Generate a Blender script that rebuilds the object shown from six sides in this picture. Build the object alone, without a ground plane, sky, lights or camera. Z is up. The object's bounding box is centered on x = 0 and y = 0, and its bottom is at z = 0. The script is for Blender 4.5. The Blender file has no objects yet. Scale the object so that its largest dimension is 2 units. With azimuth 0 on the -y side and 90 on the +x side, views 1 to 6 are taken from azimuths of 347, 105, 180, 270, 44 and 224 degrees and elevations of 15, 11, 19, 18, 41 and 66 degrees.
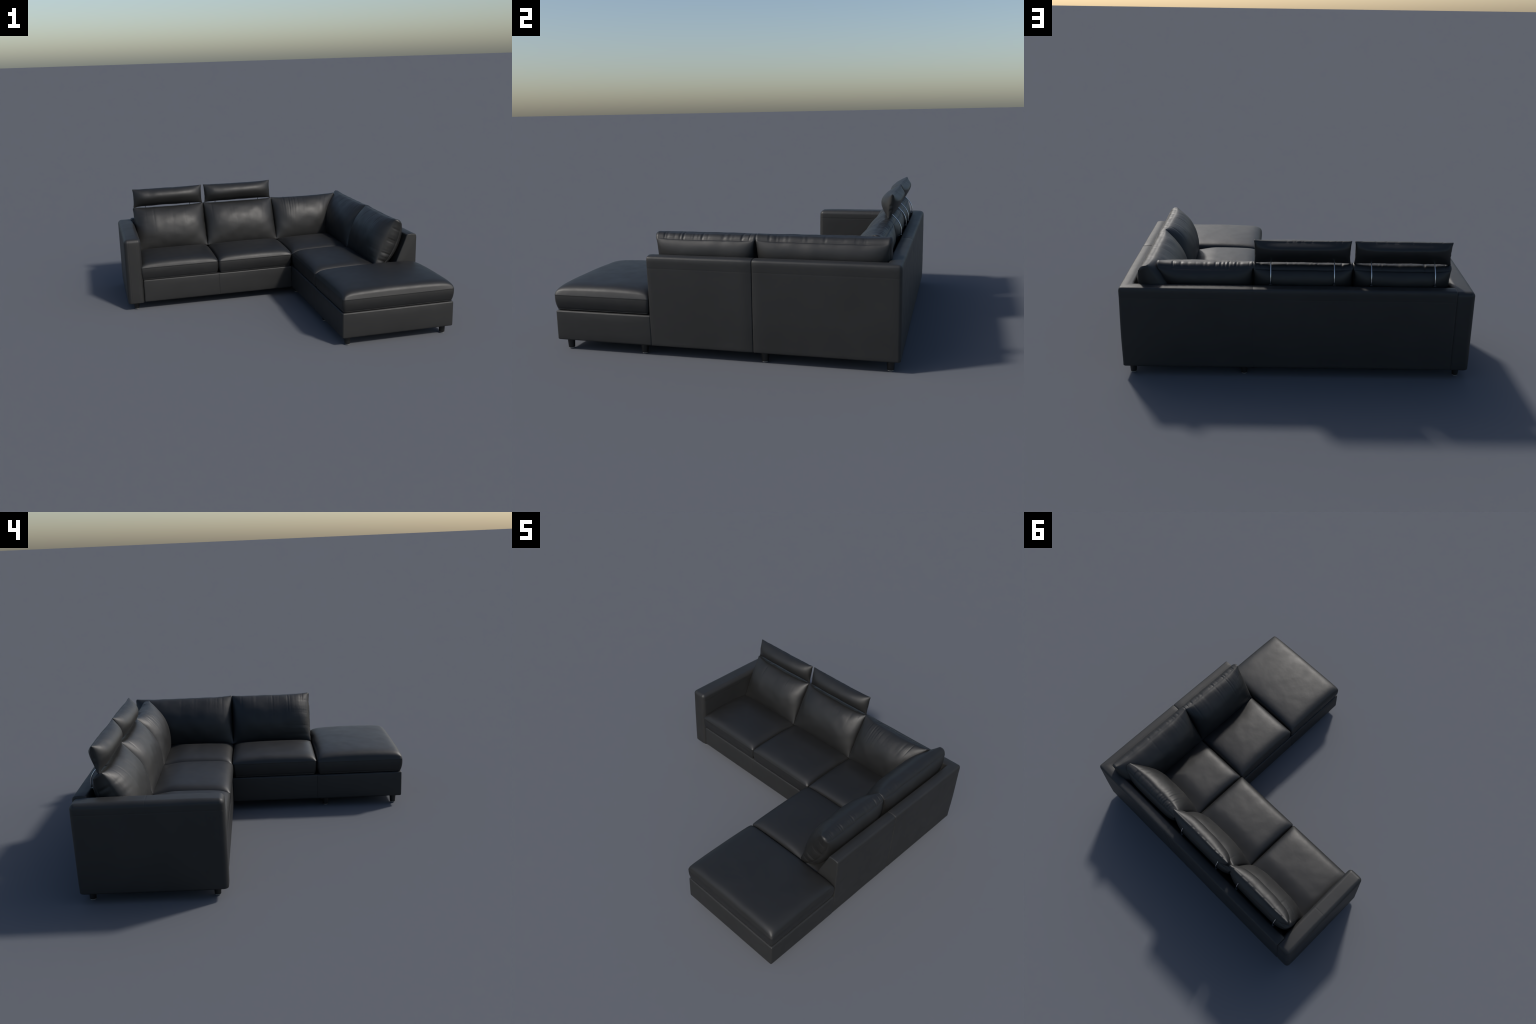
# Black leather corner sofa: two-seat run + corner seat + single seat + chaise end.
import bpy, bmesh, math, random
from mathutils import Vector, Matrix, noise

# ----------------------------------------------------------------- materials
def _nodes(name):
    m = bpy.data.materials.new(name)
    m.use_nodes = True
    nt = m.node_tree
    return m, nt, nt.nodes["Principled BSDF"], nt.nodes, nt.links

def leather(name, tone, rough, grain=1.0, spec=0.5):
    m, nt, bsdf, N, L = _nodes(name)
    tc = N.new("ShaderNodeTexCoord")
    # broad, faint change of tone across the hide
    n1 = N.new("ShaderNodeTexNoise"); n1.inputs["Scale"].default_value = 5.0
    n1.inputs["Detail"].default_value = 3.0
    L.new(tc.outputs["Object"], n1.inputs["Vector"])
    r1 = N.new("ShaderNodeValToRGB")
    r1.color_ramp.elements[0].position = 0.3
    r1.color_ramp.elements[1].position = 0.7
    r1.color_ramp.elements[0].color = tuple(c * 0.90 for c in tone) + (1,)
    r1.color_ramp.elements[1].color = tuple(c * 1.10 for c in tone) + (1,)
    L.new(n1.outputs["Fac"], r1.inputs["Fac"])
    L.new(r1.outputs["Color"], bsdf.inputs["Base Color"])
    # gloss varies with wear
    n2 = N.new("ShaderNodeTexNoise"); n2.inputs["Scale"].default_value = 14.0
    n2.inputs["Detail"].default_value = 4.0
    L.new(tc.outputs["Object"], n2.inputs["Vector"])
    mr = N.new("ShaderNodeMapRange")
    mr.inputs["From Min"].default_value = 0.3; mr.inputs["From Max"].default_value = 0.7
    mr.inputs["To Min"].default_value = rough - 0.03; mr.inputs["To Max"].default_value = rough + 0.03
    L.new(n2.outputs["Fac"], mr.inputs["Value"])
    L.new(mr.outputs["Result"], bsdf.inputs["Roughness"])
    # grain: small cells plus a soft undulation
    vo = N.new("ShaderNodeTexVoronoi"); vo.inputs["Scale"].default_value = 420.0
    L.new(tc.outputs["Object"], vo.inputs["Vector"])
    b1 = N.new("ShaderNodeBump"); b1.inputs["Strength"].default_value = 0.10 * grain
    b1.inputs["Distance"].default_value = 0.0006
    L.new(vo.outputs["Distance"], b1.inputs["Height"])
    n3 = N.new("ShaderNodeTexNoise"); n3.inputs["Scale"].default_value = 26.0
    n3.inputs["Detail"].default_value = 2.0
    L.new(tc.outputs["Object"], n3.inputs["Vector"])
    b2 = N.new("ShaderNodeBump"); b2.inputs["Strength"].default_value = 0.10 * grain
    b2.inputs["Distance"].default_value = 0.006
    L.new(n3.outputs["Fac"], b2.inputs["Height"])
    L.new(b1.outputs["Normal"], b2.inputs["Normal"])
    L.new(b2.outputs["Normal"], bsdf.inputs["Normal"])
    bsdf.inputs["Specular IOR Level"].default_value = spec
    return m

def plain(name, tone, rough, metallic=0.0):
    m, nt, bsdf, N, L = _nodes(name)
    tc = N.new("ShaderNodeTexCoord")
    n = N.new("ShaderNodeTexNoise"); n.inputs["Scale"].default_value = 60.0
    L.new(tc.outputs["Object"], n.inputs["Vector"])
    r = N.new("ShaderNodeValToRGB")
    r.color_ramp.elements[0].color = tuple(c * 0.92 for c in tone) + (1,)
    r.color_ramp.elements[1].color = tuple(c * 1.08 for c in tone) + (1,)
    L.new(n.outputs["Fac"], r.inputs["Fac"])
    L.new(r.outputs["Color"], bsdf.inputs["Base Color"])
    bsdf.inputs["Roughness"].default_value = rough
    bsdf.inputs["Metallic"].default_value = metallic
    return m

TONE = (0.0185, 0.0185, 0.0181)
TONE_C = (0.0115, 0.0115, 0.0113)
M_CUSHION = leather("cushion_leather", TONE_C, 0.515)
M_FRAME = leather("frame_leather", TONE, 0.54, 0.7, 0.44)
M_LEG = plain("black_leg_plastic", (0.006, 0.006, 0.006), 0.5)
M_GLIDE = plain("grey_glide", (0.30, 0.30, 0.29), 0.5)
M_FOOT = plain("dark_metal", (0.06, 0.062, 0.066), 0.35, 1.0)
M_CHROME = plain("chrome", (0.62, 0.63, 0.65), 0.2, 1.0)

# -------------------------------------------------------------------- helpers
root = bpy.data.objects.new("corner_sofa", None)
root.empty_display_size = 0.3
bpy.context.scene.collection.objects.link(root)
root["label"] = "black leather L-shaped corner sofa with chaise and headrests"
root["category"] = "sofa"

def link(name, mesh, mat, parent=root):
    ob = bpy.data.objects.new(name, mesh)
    bpy.context.scene.collection.objects.link(ob)
    ob.parent = parent
    if mat is not None and not mesh.materials:
        mesh.materials.append(mat)
    return ob

def make_mesh(name, verts, faces, mat, parent=root, merge=1e-5):
    me = bpy.data.meshes.new(name)
    me.from_pydata([tuple(v) for v in verts], [], faces)
    bm = bmesh.new(); bm.from_mesh(me)
    if merge:
        bmesh.ops.remove_doubles(bm, verts=bm.verts, dist=merge)
    bmesh.ops.recalc_face_normals(bm, faces=bm.faces)
    for f in bm.faces:
        f.smooth = True
    bm.to_mesh(me); bm.free()
    return link(name, me, mat, parent)

def clamp(x, a, b):
    return a if x < a else b if x > b else x

def gauss(x, s):
    return math.exp(-(x / s) ** 2)

def smooth01(x):
    x = clamp(x, 0.0, 1.0)
    return x * x * (3 - 2 * x)

# ------------------------------------------------- upholstered block (rounded)
def axis_samples(lo, hi, r, seams, step):
    """coordinates along one side: arcs at both ends, even steps, dense at seams"""
    arc = [r * math.tan(math.radians(a)) / 1.0 for a in (45, 33, 22, 11, 0)]
    s = [lo + r - a for a in arc] + [hi - r + a for a in reversed(arc)]
    n = max(2, int((hi - lo - 2 * r) / step))
    s += [lo + r + (hi - lo - 2 * r) * i / n for i in range(1, n)]
    for c in seams:
        s += [c + d for d in (-0.009, -0.006, -0.004, -0.0025, -0.001, 0, 0.001, 0.0025, 0.004, 0.006, 0.009)
              if lo + r < c + d < hi - r]
    s = sorted(s)
    out = [s[0]]
    for x in s[1:]:
        if x - out[-1] > 4e-4:
            out.append(x)
    return out

def rounded_block(name, lo, hi, r, mat, seams=((), (), ()), deform=None, step=0.03, parent=root):
    ax = [axis_samples(lo[i], hi[i], r, seams[i], step) for i in range(3)]
    nx, ny, nz = (len(a) for a in ax)
    ids, verts, faces = {}, [], []
    def vert(i, j, k):
        key = (i, j, k)
        if key not in ids:
            p = [ax[0][i], ax[1][j], ax[2][k]]
            q = [clamp(p[a], lo[a] + r, hi[a] - r) for a in range(3)]
            d = Vector(p) - Vector(q)
            n = d.normalized() if d.length > 1e-9 else Vector((0, 0, 1))
            P = Vector(q) + n * r
            if deform:
                P = deform(P, n)
            ids[key] = len(verts); verts.append(P)
        return ids[key]
    for i in range(nx - 1):
        for j in range(ny - 1):
            for k in (0, nz - 1):
                faces.append([vert(i, j, k), vert(i + 1, j, k), vert(i + 1, j + 1, k), vert(i, j + 1, k)])
    for i in range(nx - 1):
        for k in range(nz - 1):
            for j in (0, ny - 1):
                faces.append([vert(i, j, k), vert(i + 1, j, k), vert(i + 1, j, k + 1), vert(i, j, k + 1)])
    for j in range(ny - 1):
        for k in range(nz - 1):
            for i in (0, nx - 1):
                faces.append([vert(i, j, k), vert(i, j + 1, k), vert(i, j + 1, k + 1), vert(i, j, k + 1)])
    return make_mesh(name, verts, faces, mat, parent)

def puff(lo, hi, amount):
    """soft outward swelling of the big faces plus slight hand-made unevenness"""
    c = [(lo[i] + hi[i]) / 2 for i in range(3)]
    h = [(hi[i] - lo[i]) / 2 for i in range(3)]
    def f(P, n):
        w = [max(0.0, 1 - ((P[i] - c[i]) / h[i]) ** 4) for i in range(3)]
        off = Vector((n.x * w[1] * w[2], n.y * w[0] * w[2], n.z * w[0] * w[1])) * amount
        wob = noise.noise(P * 7.0) * 0.0012
        return P + off + n * wob * min(1.0, w[0] * w[1] + w[1] * w[2] + w[0] * w[2])
    return f

# ----------------------------------------------------------- cushion (two panels + border)
def cushion(name, origin, right, up, front, W, H, mat=None, left=None, rght=None,
            thick=lambda v: 0.07, bulge=0.07, back=0.03, prof=lambda t: (1 - t * t) ** 0.6,
            back_prof=lambda t: (1 - abs(t) ** 5) ** 0.7,
            prof_v=None, back_prof_v=None, rise=None, front_groove=0.0022, back_groove=0.0022,
            back_inset=0.006, pull=(0.006, 0.006), corner=0.012, border=0.006, lip=0.0016, ear=0.0,
            n=(56, 40), wrinkles=(), wrinkle_reach=0.06, dents=(), back_dents=(), seed=0, lump=0.0, edge_wobble=0.0, parent=root):
    """origin: centre of the front seam plane.  right/up/front: unit vectors.
    left(v), rght(v): side edges as functions of v in -1..1 (defaults +-W/2).
    wrinkles: (side 0 top,1 right,2 bottom,3 left; position -1..1; width; depth)."""
    mat = mat or M_CUSHION
    prof_v = prof_v or prof
    back_prof_v = back_prof_v or back_prof
    left = left or (lambda v: -W / 2)
    rght = rght or (lambda v: W / 2)
    seedv = Vector((seed * 3.7, seed * 1.3, seed * 5.1))
    def cosspace(k):
        # denser towards the edges
        return [0.55 * -math.cos(math.pi * i / k) + 0.45 * (2 * i / k - 1) for i in range(k + 1)]
    us, vs = cosspace(n[0]), cosspace(n[1])
    def plan(u, v):
        # rounded corners
        hx, hy = W / 2, H / 2
        x, y = u * hx, v * hy
        qx, qy = clamp(x, -hx + corner, hx - corner), clamp(y, -hy + corner, hy - corner)
        dx, dy = x - qx, y - qy
        if abs(dx) > 1e-9 and abs(dy) > 1e-9:
            k = max(abs(dx), abs(dy)) / math.hypot(dx, dy)
            x, y = qx + dx * k, qy + dy * k
        uu, vv = x / hx, y / hy
        a = left(vv) + (rght(vv) - left(vv)) * (uu + 1) / 2
        b = vv * hy
        # edges drawn in between the corners
        a -= pull[0] * (1 - v ** 4) * u * abs(u) ** 3
        b -= (pull[1] if v < 0 else pull[-1]) * (1 - u ** 4) * v * abs(v) ** 3
        # seams are never quite straight
        if edge_wobble:
            q = Vector((a * 14, b * 14, 0.0)) + seedv
            a += edge_wobble * noise.noise(q) * abs(u) ** 3
            b += edge_wobble * noise.noise(q + Vector((0, 0, 5))) * abs(v) ** 3
        # pulled-out ears
        e = (abs(u) * abs(v)) ** 14
        a += ear * e * (1 if u > 0 else -1); b += ear * e * (1 if v > 0 else -1)
        return a, b
    def wr(u, v, depth_in):
        """wrinkle height at panel position, fading with distance from its edge"""
        tot = 0.0
        for side, pos, wid, dep in wrinkles:
            along, dist, ln = ((u, 1 - v, W / 2), (v, 1 - u, H / 2), (u, 1 + v, W / 2), (v, 1 + u, H / 2))[side]
            oth = H / 2 if side in (0, 2) else W / 2
            d = (along - pos) * ln
            fade = math.exp(-(dist * oth) / wrinkle_reach) if depth_in is None else depth_in
            tot += dep * gauss(d, wid) * fade
        return tot
    verts, faces = [], []
    fid, bid = {}, {}
    R, U, F = Vector(right), Vector(up), Vector(front)
    O = Vector(origin)
    nu, nv = len(us), len(vs)
    for i, u in enumerate(us):
        for j, v in enumerate(vs):
            a, b = plan(u, v)
            c = bulge * prof(u) * prof_v(v) * (rise(u, v) if rise else 1.0)
            inner = (1 - u ** 8) * (1 - v ** 8)
            p3 = Vector((a, b, 0.0)) * 6.0 + seedv
            c += lump * noise.noise(p3) * inner + 0.6 * lump * noise.noise(p3 * 2.4) * inner
            for du, dv, rad, dep in dents:
                c -= dep * gauss(math.hypot((u - du) * W / 2, (v - dv) * H / 2), rad)
            c += wr(u, v, None) * inner
            fid[i, j] = len(verts); verts.append(O + R * a + U * b + F * c)
            sx, sy = 1 - back_inset / (W / 2), 1 - back_inset / (H / 2)
            cb = -thick(v) - back * back_prof(u) * back_prof_v(v)
            for du, dv, rad, dep in back_dents:
                cb += dep * gauss(math.hypot((u - du) * W / 2, (v - dv) * H / 2), rad) * inner
            cb += lump * noise.noise(p3 + Vector((9, 9, 9))) * inner
            bid[i, j] = len(verts); verts.append(O + R * (a * sx) + U * (b * sy) + F * cb)
    for i in range(nu - 1):
        for j in range(nv - 1):
            faces.append([fid[i, j], fid[i + 1, j], fid[i + 1, j + 1], fid[i, j + 1]])
            faces.append([bid[i, j], bid[i, j + 1], bid[i + 1, j + 1], bid[i + 1, j]])
    ring = [(i, 0) for i in range(nu)] + [(nu - 1, j) for j in range(1, nv)] + \
           [(i, nv - 1) for i in range(nu - 2, -1, -1)] + [(0, j) for j in range(nv - 2, 0, -1)]
    ss = [0.02, 0.05, 0.10, 0.18, 0.30, 0.42, 0.55, 0.68, 0.80, 0.90, 0.95, 0.98]
    cen = O.copy()
    prev = [fid[k] for k in ring]
    for s in ss:
        cur = []
        for idx, k in enumerate(ring):
            u, v = us[k[0]], vs[k[1]]
            A, B = verts[fid[k]], verts[bid[k]]
            P = A.lerp(B, s)
            on_u, on_v = abs(u) > 0.9999, abs(v) > 0.9999
            nrm = R * (math.copysign(1, u) if on_u else 0) + U * (math.copysign(1, v) if on_v else 0)
            nrm.normalize()
            seam_in = -front_groove * gauss(s - 0.05, 0.03) - back_groove * gauss(s - 0.95, 0.03) + lip * (gauss(s, 0.02) + gauss(s - 1, 0.02))
            w = wr(u, v, math.sin(math.pi * s) ** 0.6)
            damp = 1.0 if not (on_u and on_v) else 0.3
            P = P + nrm * (border * math.sin(math.pi * s) + seam_in + w * damp)
            cur.append(len(verts)); verts.append(P)
        m = len(ring)
        for q in range(m):
            faces.append([prev[q], prev[(q + 1) % m], cur[(q + 1) % m], cur[q]])
        prev = cur
    cur = [bid[k] for k in ring]; m = len(ring)
    for q in range(m):
        faces.append([prev[q], prev[(q + 1) % m], cur[(q + 1) % m], cur[q]])
    return make_mesh(name, verts, faces, mat, parent)

# ----------------------------------------------------------------- dimensions
Z0, ZB = 0.058, 0.226          # underside of the frame, top of the base
X0, X1 = -0.996, 0.996         # outer sides
Y0, Y1 = -0.930, 0.935         # chaise front, rear
YF = 0.180                     # front of the sofa run
XS = 0.249                     # front of the side run
XM = -0.318                    # joint of the two seats
XA = -0.878                    # inner face of the armrest
YC = -0.374                    # joint chaise / side run
ZT = 0.543                     # top of back and arm

# ----------------------------------------------------------------- base frames
def base(name, lo, hi, seams=((), (), ())):
    f0 = puff(lo, hi, 0.003)
    def f(P, n):
        P = f0(P, n)
        for a in range(2):
            for c in seams[a]:
                P = P - n * 0.002 * gauss(P[a] - c, 0.003) * (1 if abs(n.z) < 0.5 else 0)
        return P
    return rounded_block(name, lo, hi, 0.009, M_FRAME, seams, f)

base("base_frame", (XA + 0.001, YF + 0.004, Z0 + 0.001), (XS - 0.001, 0.86, ZB), ((XM,), (), ()))
base("base_frame", (XS, YF + 0.0055, Z0 + 0.0018), (0.93, 0.858, ZB - 0.001))
base("base_frame", (XS - 0.0045, YC - 0.004, Z0 + 0.0014), (0.93, YF + 0.008, ZB - 0.0005))
base("base_frame", (XS - 0.005, Y0, Z0), (X1 - 0.002, YC + 0.004, ZB - 0.002))

# -------------------------------------------------------------------- armrest
alo, ahi = (X0, YF - 0.002, Z0 - 0.022), (XA, Y1 - 0.006, 0.535)
fp = puff(alo, ahi, 0.0035)
def arm_deform(P, n):
    Q = fp(P, n)
    if abs(n.x) > 0.7:                                   # stitched line below the top cap
        Q = Q - n * 0.0004 * gauss(P.z - 0.479, 0.0028)
        if P.z > 0.479:
            Q = Q + n * 0.0006 * math.sin(math.pi * clamp((P.z - 0.479) / 0.05, 0, 1))
    if n.z > 0.3 or (P.z > 0.479 and abs(n.x) > 0.6):    # seam across the cap
        Q = Q - n * 0.0004 * gauss(P.y - 0.562, 0.0025)
    if n.y < -0.6:                                       # seams along the front strip
        for x in (X0 + 0.028, XA - 0.028):
            Q = Q - n * 0.0007 * gauss(P.x - x, 0.0025)
    if Q.z < Z0 - 0.001:                                 # crisp lower edge
        Q.z = Z0 - 0.001 + (Q.z - Z0) * 0.01
    return Q
rounded_block("armrest", alo, ahi, 0.026, M_FRAME, ((X0 + 0.028, XA - 0.028), (0.562,), (0.479,)), arm_deform)

# ------------------------------------------------------------------ backrests
def back_section():
    """closed outline (inset from the outer face, height); top narrower than foot"""
    pts = []
    top_in, low_in, r = 0.076, 0.150, 0.016
    def arc(cx, cz, a0, a1, rad, k=5):
        for i in range(k + 1):
            a = math.radians(a0 + (a1 - a0) * i / k)
            pts.append((cx - rad * math.cos(a), cz + rad * math.sin(a)))
    arc(0.006 + 0.002, Z0 + 0.006, -90, 0, 0.006, 3)
    zs = [0.08, 0.12, 0.18, 0.24, 0.30, 0.36, 0.42, 0.455, 0.470, 0.474, 0.477, 0.4795, 0.482, 0.485, 0.489, 0.497, 0.508, 0.518]
    for z in zs:
        t = (z - Z0) / (ZT - Z0)
        d = 0.003 * (1 - t) - 0.002 * math.sin(math.pi * clamp((z - Z0) / (0.48 - Z0), 0, 1))
        d += 0.0003 * gauss(z - 0.4795, 0.0028)
        if z > 0.48:
            d -= 0.0003 * math.sin(math.pi * clamp((z - 0.48) / 0.055, 0, 1))
        pts.append((d, z))
    arc(r + 0.001, ZT - r, 10, 90, r)
    pts += [(0.03, ZT + 0.002), (0.042, ZT + 0.0025), (0.05, ZT + 0.002)]
    ri = 0.014
    arc(top_in - ri, ZT - ri, 90, 165, ri)
    for z in (0.50, 0.45, 0.40, 0.35, 0.28, 0.20, 0.12, Z0 + 0.004):
        pts.append((top_in + (low_in - top_in) * (ZT - ri - z) / (ZT - ri - 0.354) * 0.95, z))
    return pts

def inset(section, e):
    """move a section inwards by e, towards its own spine"""
    out = []
    n = len(section)
    for i in range(n):
        (x0, z0), (x1, z1) = section[i - 1], section[(i + 1) % n]
        dx, dz = x1 - x0, z1 - z0
        l = math.hypot(dx, dz) or 1
        x, z = section[i]
        out.append((x + dz / l * e, z - dx / l * e))
    return out

def sweep(name, place, s0, s1, stations, r0=0.014, r1=0.014):
    """place(s, d, z) -> point; ends rounded"""
    sec = back_section()
    head = []
    for a in (0, 20, 40, 60, 90):
        a = math.radians(a)
        head.append((s0 + r0 * (1 - math.cos(a)), inset(sec, r0 * (1 - math.sin(a)))))
    tail = []
    for a in (90, 60, 40, 20, 0):
        a = math.radians(a)
        tail.append((s1 - r1 * (1 - math.cos(a)), inset(sec, r1 * (1 - math.sin(a)))))
    mid = [(s, sec) for s in stations]
    rows = head + mid + tail
    verts, faces = [], []
    m = len(sec)
    for s, sc in rows:
        for d, z in sc:
            verts.append(place(s, d, z))
    for i in range(len(rows) - 1):
        for j in range(m):
            a, b = i * m + j, i * m + (j + 1) % m
            faces.append([a, b, b + m, a + m])
    faces.append(list(range(m)))
    faces.append(list(range((len(rows) - 1) * m, len(rows) * m)))
    ob = make_mesh(name, verts, faces, M_FRAME, merge=2e-5)
    return ob

def wob(P):
    return P + Vector((noise.noise(P * 6.0), noise.noise(P * 6.0 + Vector((4, 0, 0))), 0.6 * noise.noise(P * 5.0 + Vector((0, 7, 0))))) * 0.0012

def rear_place(s, d, z):
    return wob(Vector((s, Y1 - d, z)))
sweep("backrest", rear_place, XA - 0.016, XS + 0.004, [-0.86 + 0.04 * i for i in range(1, 28)], 0.010, 0.002)

def side_place(s, d, z):
    # the free end leans out a little over the chaise
    s -= 0.003 * smooth01((z - 0.25) / 0.25) * smooth01((-0.30 - s) / 0.06)
    return wob(Vector((X1 - 0.002 - d, s, z)))
sweep("backrest", side_place, YC - 0.001, 0.190, [-0.35 + 0.04 * i for i in range(0, 13)], 0.006, 0.006)

# corner backrest: along the rear, round the corner, forward along the side
RC = 0.018
LEN1 = (X1 - RC) - (XS - 0.004)
ARC = 0.03
LEN2 = (Y1 - RC) - 0.190
def corner_place(s, d, z):
    cx, cy = X1 - 0.001, Y1 + 0.0005
    Cx, Cy = cx - RC, cy - RC
    if s <= LEN1:
        if s > LEN1 - 1e-6:
            x = Cx if d < RC else cx - d
        else:
            # rows shear smoothly into the mitre
            t = s / LEN1
            xe = Cx if d < RC else cx - d
            x = (XS - 0.004) + (xe - (XS - 0.004)) * t
        return wob(Vector((x, cy - d, z)))
    if s < LEN1 + ARC:
        a = (s - LEN1) / ARC * math.pi / 2
        if d < RC:
            return wob(Vector((Cx + (RC - d) * math.sin(a), Cy + (RC - d) * math.cos(a), z)))
        return wob(Vector((cx - d, cy - d, z)))
    t = (s - LEN1 - ARC) / LEN2
    ys = Cy if d < RC else cy - d
    return wob(Vector((cx - d, ys + (0.190 - ys) * t, z)))
st = [LEN1 * i / 18 for i in range(1, 19)] + [LEN1 + ARC * i / 5 for i in range(1, 5)] + \
     [LEN1 + ARC + LEN2 * i / 18 for i in range(0, 18)]
sweep("backrest", corner_place, 0.0, LEN1 + ARC + LEN2, st, 0.0008, 0.007)

# --------------------------------------------------------------- seat cushions
def seat_prof(t):
    t = abs(t)
    return 0.80 * (1 - t ** 12) ** 0.68 + 0.20 * (1 - t ** 2.2)

def chaise_prof(t):
    t = abs(t)
    return 0.80 * (1 - t ** 14) ** 0.5 + 0.20 * (1 - t ** 2.2)

def seat(name, x0, x1, y0, y1, seed, crown=0.056, dents=(), zs=0.321, n=(64, 64), fall=None, prof=seat_prof, groove=0.0005, wr=()):
    W, H = x1 - x0, y1 - y0
    return cushion(name, ((x0 + x1) / 2, (y0 + y1) / 2, zs), (1, 0, 0), (0, 1, 0), (0, 0, 1), W, H,
                   thick=lambda v: zs - ZB - 0.003, bulge=crown, back=0.0, prof=prof, wrinkles=wr, wrinkle_reach=0.12,
                   back_inset=0.009, front_groove=groove, pull=(0.0, 0.0), corner=0.014, border=0.0055, lip=0.002, n=n,
                   dents=dents, seed=seed, lump=0.0016, rise=fall)

XI, YI = 0.848, 0.788
def fall_y(u, v):                     # seats dip towards the backrest
    return 1 - 0.72 * smooth01((v + 0.02) / 0.8)
def fall_x(u, v):
    return 1 - 0.72 * smooth01((u + 0.02) / 0.8)
seat("seat_cushion", XA - 0.014, XM - 0.0015, YF - 0.001, YI, 1, fall=fall_y)
seat("seat_cushion", XM + 0.0015, XS - 0.0015, YF - 0.003, YI, 2, fall=fall_y)
seat("seat_cushion", XS + 0.001, XI, YF + 0.003, YI, 3, fall=lambda u, v: min(fall_x(u, v), fall_y(u, v)))
seat("seat_cushion", XS - 0.003, XI, YC + 0.003, YF, 4, fall=fall_x)
seat("chaise_cushion", XS - 0.005, X1 - 0.001, Y0 - 0.004, YC - 0.0025, 5, crown=0.068, zs=0.313, prof=chaise_prof, groove=0.0003, wr=[(2, 0.1, 0.004, -0.0014), (2, 0.06, 0.006, 0.0006)])

# --------------------------------------------------------------- back cushions
# seam plane of the front panel leans back from (0.62, 0.345) to (0.77, 0.652)
B_LOW, B_TOP = (0.625, 0.338), (0.775, 0.652)      # (distance from room, height)
LEAN = Vector((B_TOP[0] - B_LOW[0], B_TOP[1] - B_LOW[1]))
BH = LEAN.length
LEAN.normalize()
MID = ((B_LOW[0] + B_TOP[0]) / 2, (B_LOW[1] + B_TOP[1]) / 2)

def back_thick(v):
    return 0.058 + 0.030 * (1 - v * v)

def back_prof(t):
    return (1 - abs(t) ** 3.2) ** 0.6

def full_top(v):
    """side view of a plump cushion, fullest just above the middle"""
    if v < 0.1:
        return max(0.0, math.cos(math.pi / 2 * (0.1 - v) / 1.1)) ** 0.74
    return max(0.0, math.cos(math.pi / 2 * (v - 0.1) / 0.9)) ** 0.54

def random_wrinkles(seed, sides, count):
    rnd = random.Random(seed)
    out = []
    for s in sides[:1]:                       # small puckers along the seam
        for _ in range(6):
            out.append((s, rnd.uniform(-0.95, 0.95), rnd.uniform(0.0025, 0.0045), -rnd.uniform(0.0008, 0.0024)))
    for s in sides:
        for _ in range(count):
            out.append((s, rnd.uniform(-0.85, 0.85), rnd.uniform(0.005, 0.011), -rnd.uniform(0.0008, 0.0028)))
    return out

def sofa_back_cushion(x0, x1, seed, x1_low=None, wr=(), bulge=0.078):
    W = x1 - x0
    k = {}
    if x1_low is not None:
        k["rght"] = lambda v: W / 2 - (x1 - x1_low) * (1 - v) / 2
    return cushion("back_cushion", ((x0 + x1) / 2, MID[0], MID[1]), (1, 0, 0), (0, LEAN.x, LEAN.y), (0, -LEAN.y, LEAN.x),
                   W, BH, thick=back_thick, bulge=bulge, back=0.042, prof=back_prof, prof_v=full_top,
                   pull=(0.002, 0.001, 0.006), corner=0.009, border=0.010, ear=0.003, seed=seed, lump=0.004, lip=0.0,
                   front_groove=0.0, wrinkles=wr, edge_wobble=0.0022, n=(150, 72), **k)

sofa_back_cushion(-0.870, -0.321, 11, wr=random_wrinkles(1, (0, 3), 6))
sofa_back_cushion(-0.315, 0.248, 12, wr=random_wrinkles(2, (0,), 7), bulge=0.077)
sofa_back_cushion(0.250, 0.792, 13, x1_low=0.685, wr=random_wrinkles(3, (0,), 6) + [(0, -0.50, 0.004, -0.0045), (0, -0.42, 0.004, -0.004), (0, -0.22, 0.005, -0.004), (0, -0.30, 0.004, 0.003), (0, 0.68, 0.005, -0.005), (0, -0.62, 0.005, 0.003)])

def side_back_cushion(y0, y1, seed, wr=(), bulge=0.081):
    W = y1 - y0
    low, top = 0.690, 0.838
    return cushion("back_cushion", ((low + top) / 2, (y0 + y1) / 2, MID[1]), (0, -1, 0), (LEAN.x, 0, LEAN.y), (-LEAN.y, 0, LEAN.x),
                   W, BH, thick=back_thick, bulge=bulge, back=0.042, prof=lambda t: (1 - abs(t) ** 4) ** 0.6, prof_v=full_top, back_prof=lambda t: (1 - abs(t) ** 9) ** 0.6, back_prof_v=lambda t: (1 - abs(t) ** 4) ** 0.7,
                   pull=(0.002, 0.001, 0.005), corner=0.009, border=0.010, ear=0.003, seed=seed, lump=0.004, lip=0.0,
                   front_groove=0.0, wrinkles=wr, edge_wobble=0.0022, n=(150, 72))
side_back_cushion(0.184, 0.869, 14, wr=random_wrinkles(4, (0, 0), 5))
side_back_cushion(-0.364, 0.182, 15, wr=random_wrinkles(5, (0,), 7) +
                  [(0, 0.06, 0.004, -0.005), (0, 0.45, 0.004, -0.005), (0, 0.52, 0.004, -0.003), (0, -0.75, 0.006, -0.004)] +
                  [(1, p, w, d) for p, w, d in ((-0.74, 0.010, -0.004), (-0.52, 0.008, 0.002), (-0.40, 0.005, -0.004), (-0.30, 0.004, -0.002),
                   (-0.06, 0.012, 0.001), (0.12, 0.005, -0.004), (0.20, 0.004, -0.005), (0.40, 0.010, 0.001), (0.66, 0.006, -0.002))])

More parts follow.
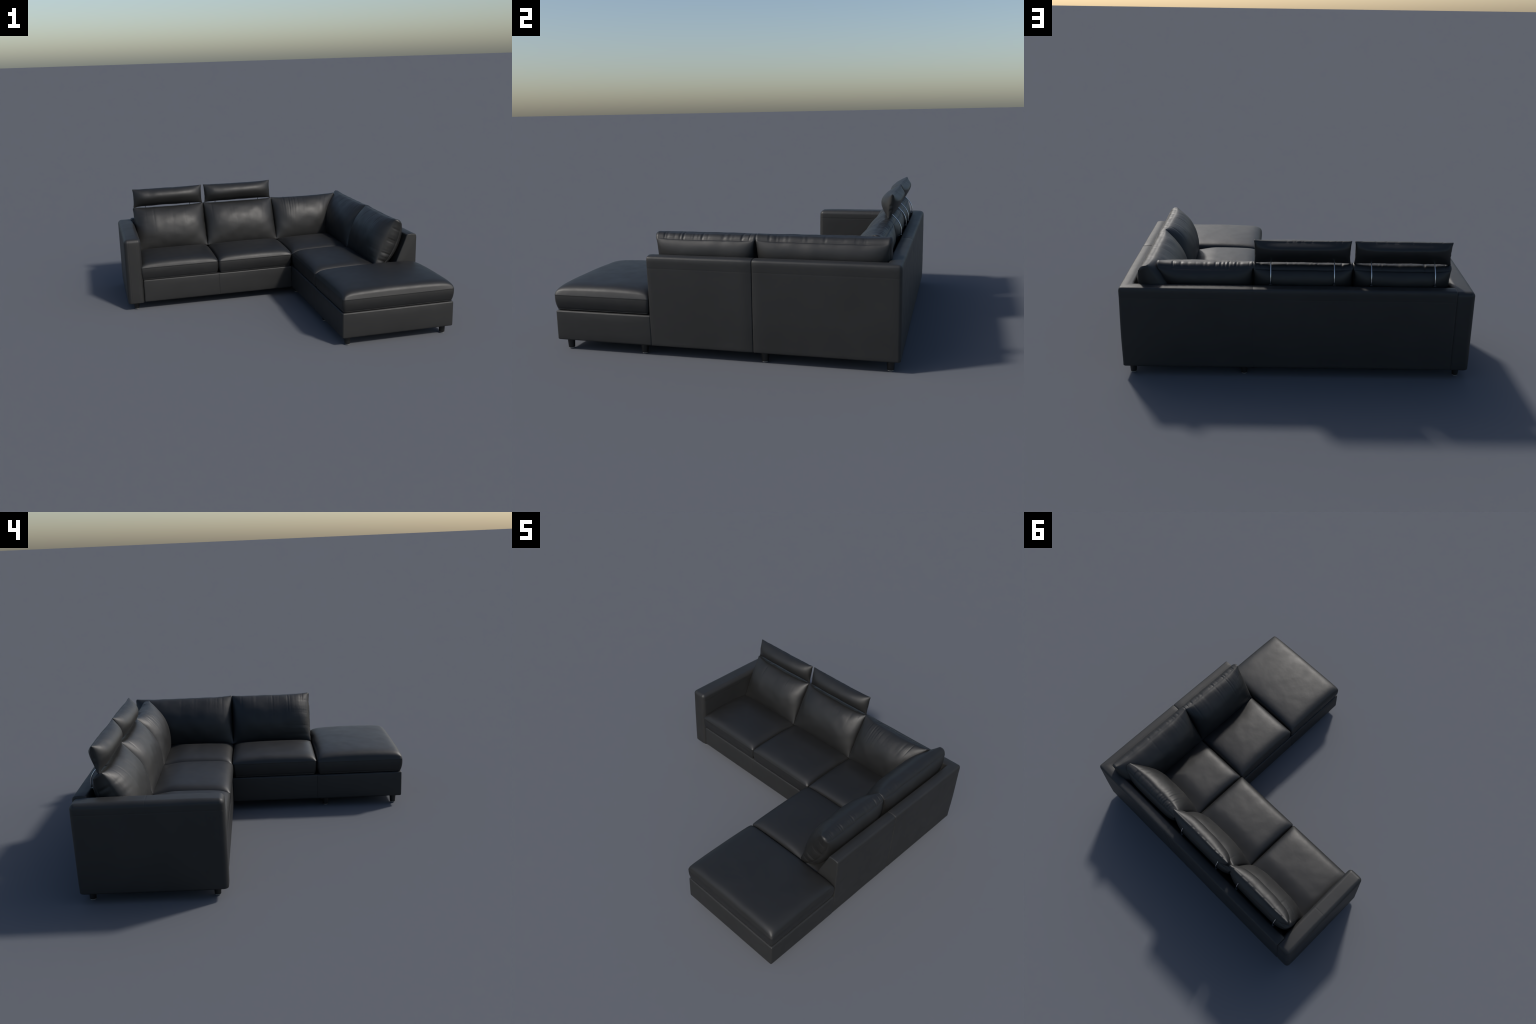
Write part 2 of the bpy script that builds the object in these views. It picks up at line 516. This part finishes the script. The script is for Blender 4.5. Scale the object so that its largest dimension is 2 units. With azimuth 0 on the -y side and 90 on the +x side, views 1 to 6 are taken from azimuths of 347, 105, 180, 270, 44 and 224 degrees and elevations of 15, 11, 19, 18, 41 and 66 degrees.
# ------------------------------------------------------------------- headrests
bar_curve_pts = [(0.838, 0.538), (0.855, 0.542), (0.860, 0.556), (0.859, 0.580), (0.852, 0.606), (0.838, 0.630), (0.818, 0.652), (0.800, 0.672), (0.795, 0.70)]

def tube(pts, rad, k=10):
    verts, faces = [], []
    P = [Vector((0, a, b)) for a, b in pts]
    # smooth the polyline (Catmull-Rom)
    S = []
    for i in range(len(P) - 1):
        p0, p1, p2, p3 = P[max(i - 1, 0)], P[i], P[i + 1], P[min(i + 2, len(P) - 1)]
        for q in range(5):
            t = q / 5
            S.append(0.5 * ((2 * p1) + (p2 - p0) * t + (2 * p0 - 5 * p1 + 4 * p2 - p3) * t * t + (3 * p1 - p0 - 3 * p2 + p3) * t ** 3))
    S.append(P[-1])
    for i, p in enumerate(S):
        d = (S[min(i + 1, len(S) - 1)] - S[max(i - 1, 0)]).normalized()
        b = d.cross(Vector((1, 0, 0))).normalized()
        for j in range(k):
            a = 2 * math.pi * j / k
            verts.append(p + Vector((1, 0, 0)) * rad * math.cos(a) + b * rad * math.sin(a))
    for i in range(len(S) - 1):
        for j in range(k):
            faces.append([i * k + j, i * k + (j + 1) % k, (i + 1) * k + (j + 1) % k, (i + 1) * k + j])
    faces.append(list(range(k))); faces.append(list(range((len(S) - 1) * k, len(S) * k)))
    return verts, faces

bar_mesh = None
foot_mesh = None

def headrest(x0, x1, bars, seed):
    global bar_mesh, foot_mesh
    W = x1 - x0
    low, top = Vector((0, 0.789, 0.652)), Vector((0, 0.811, 0.791))
    up = (top - low)
    H = up.length; up.normalize()
    fr = Vector((0, -up.z, up.y))
    mid = (low + top) / 2
    hr = cushion("headrest", ((x0 + x1) / 2, mid.y, mid.z), (1, 0, 0), up, fr, W, H,
                 thick=lambda v: 0.012 + 0.006 * (1 - v * v), bulge=0.066, back=0.034,
                 prof=lambda t: (1 - abs(t) ** 3.5) ** 0.6, back_prof=lambda t: (1 - abs(t) ** 4) ** 0.7,
                 prof_v=full_top, back_prof_v=lambda v: max(0.0, math.cos((v - 0.5) * math.pi / (1.0 if v > 0.5 else 3.0))) ** 1.15,
                 pull=(0.005, 0.005, 0.002), corner=0.007, dents=((-0.55, 0.5, 0.05, 0.004), (0.3, 0.4, 0.06, -0.003)), back_dents=((-0.3, -0.45, 0.06, 0.004), (0.25, -0.45, 0.06, 0.004)), border=0.002, ear=0.002, lip=0.001, front_groove=0.0006, seed=seed, lump=0.0025,
                 wrinkles=[(0, random.Random(seed * 7 + i).uniform(-0.9, 0.9), 0.0045, -0.0014) for i in range(9)] + [(3, 0.1, 0.008, -0.002), (1, -0.3, 0.008, -0.002)],
                 wrinkle_reach=0.025, edge_wobble=0.0022, n=(150, 44))
    for x in bars:
        if bar_mesh is None:
            v, f = tube(bar_curve_pts, 0.0030)
            ob = make_mesh("support_bar", v, f, M_CHROME, hr)
            bar_mesh = ob.data
        else:
            ob = link("support_bar", bar_mesh, M_CHROME, hr)
        ob.location = (x, 0, 0)
        if foot_mesh is None:
            fo = rounded_block("bar_foot", (-0.008, -0.007, -0.003), (0.008, 0.007, 0.003), 0.0015, M_FOOT, step=0.01, parent=hr)
            foot_mesh = fo.data
        else:
            fo = link("bar_foot", foot_mesh, M_FOOT, hr)
        fo.location = (x, 0.856, 0.545)

headrest(-0.872, -0.322, (-0.777, -0.419), 21)
headrest(-0.305, 0.244, (-0.210, 0.148), 22)

# ------------------------------------------------------------------------ legs
def lathe(profile, k=24):
    verts, faces = [], []
    for r, z in profile:
        for j in range(k):
            a = 2 * math.pi * j / k
            verts.append(Vector((r * math.cos(a), r * math.sin(a), z)))
    for i in range(len(profile) - 1):
        for j in range(k):
            faces.append([i * k + j, i * k + (j + 1) % k, (i + 1) * k + (j + 1) % k, (i + 1) * k + j])
    faces.append(list(range(k))); faces.append(list(range((len(profile) - 1) * k, len(profile) * k)))
    return verts, faces

leg_positions = [(-0.935, 0.238), (-0.934, 0.876), (0.297, 0.882), (0.942, 0.882), (0.945, 0.240), (0.297, 0.240),
                 (0.943, -0.434), (0.298, -0.430), (0.947, -0.875), (0.292, -0.880)]
leg_mesh = glide_mesh = None
for x, y in leg_positions:
    if leg_mesh is None:
        v, f = lathe([(0.0155, 0.0045), (0.0170, 0.0055), (0.0175, 0.009), (0.0205, 0.055), (0.0205, 0.072)])
        lg = make_mesh("leg", v, f, M_LEG, merge=0)
        for p in lg.data.polygons:
            p.use_smooth = len(p.vertices) == 4
        leg_mesh = lg.data
        v, f = lathe([(0.0125, 0.0), (0.0145, 0.001), (0.0150, 0.0055)])
        gl = make_mesh("glide", v, f, M_GLIDE, lg, merge=0)
        glide_mesh = gl.data
    else:
        lg = link("leg", leg_mesh, M_LEG)
        gl = link("glide", glide_mesh, M_GLIDE, lg)
    lg.location = (x, y, 0.0)
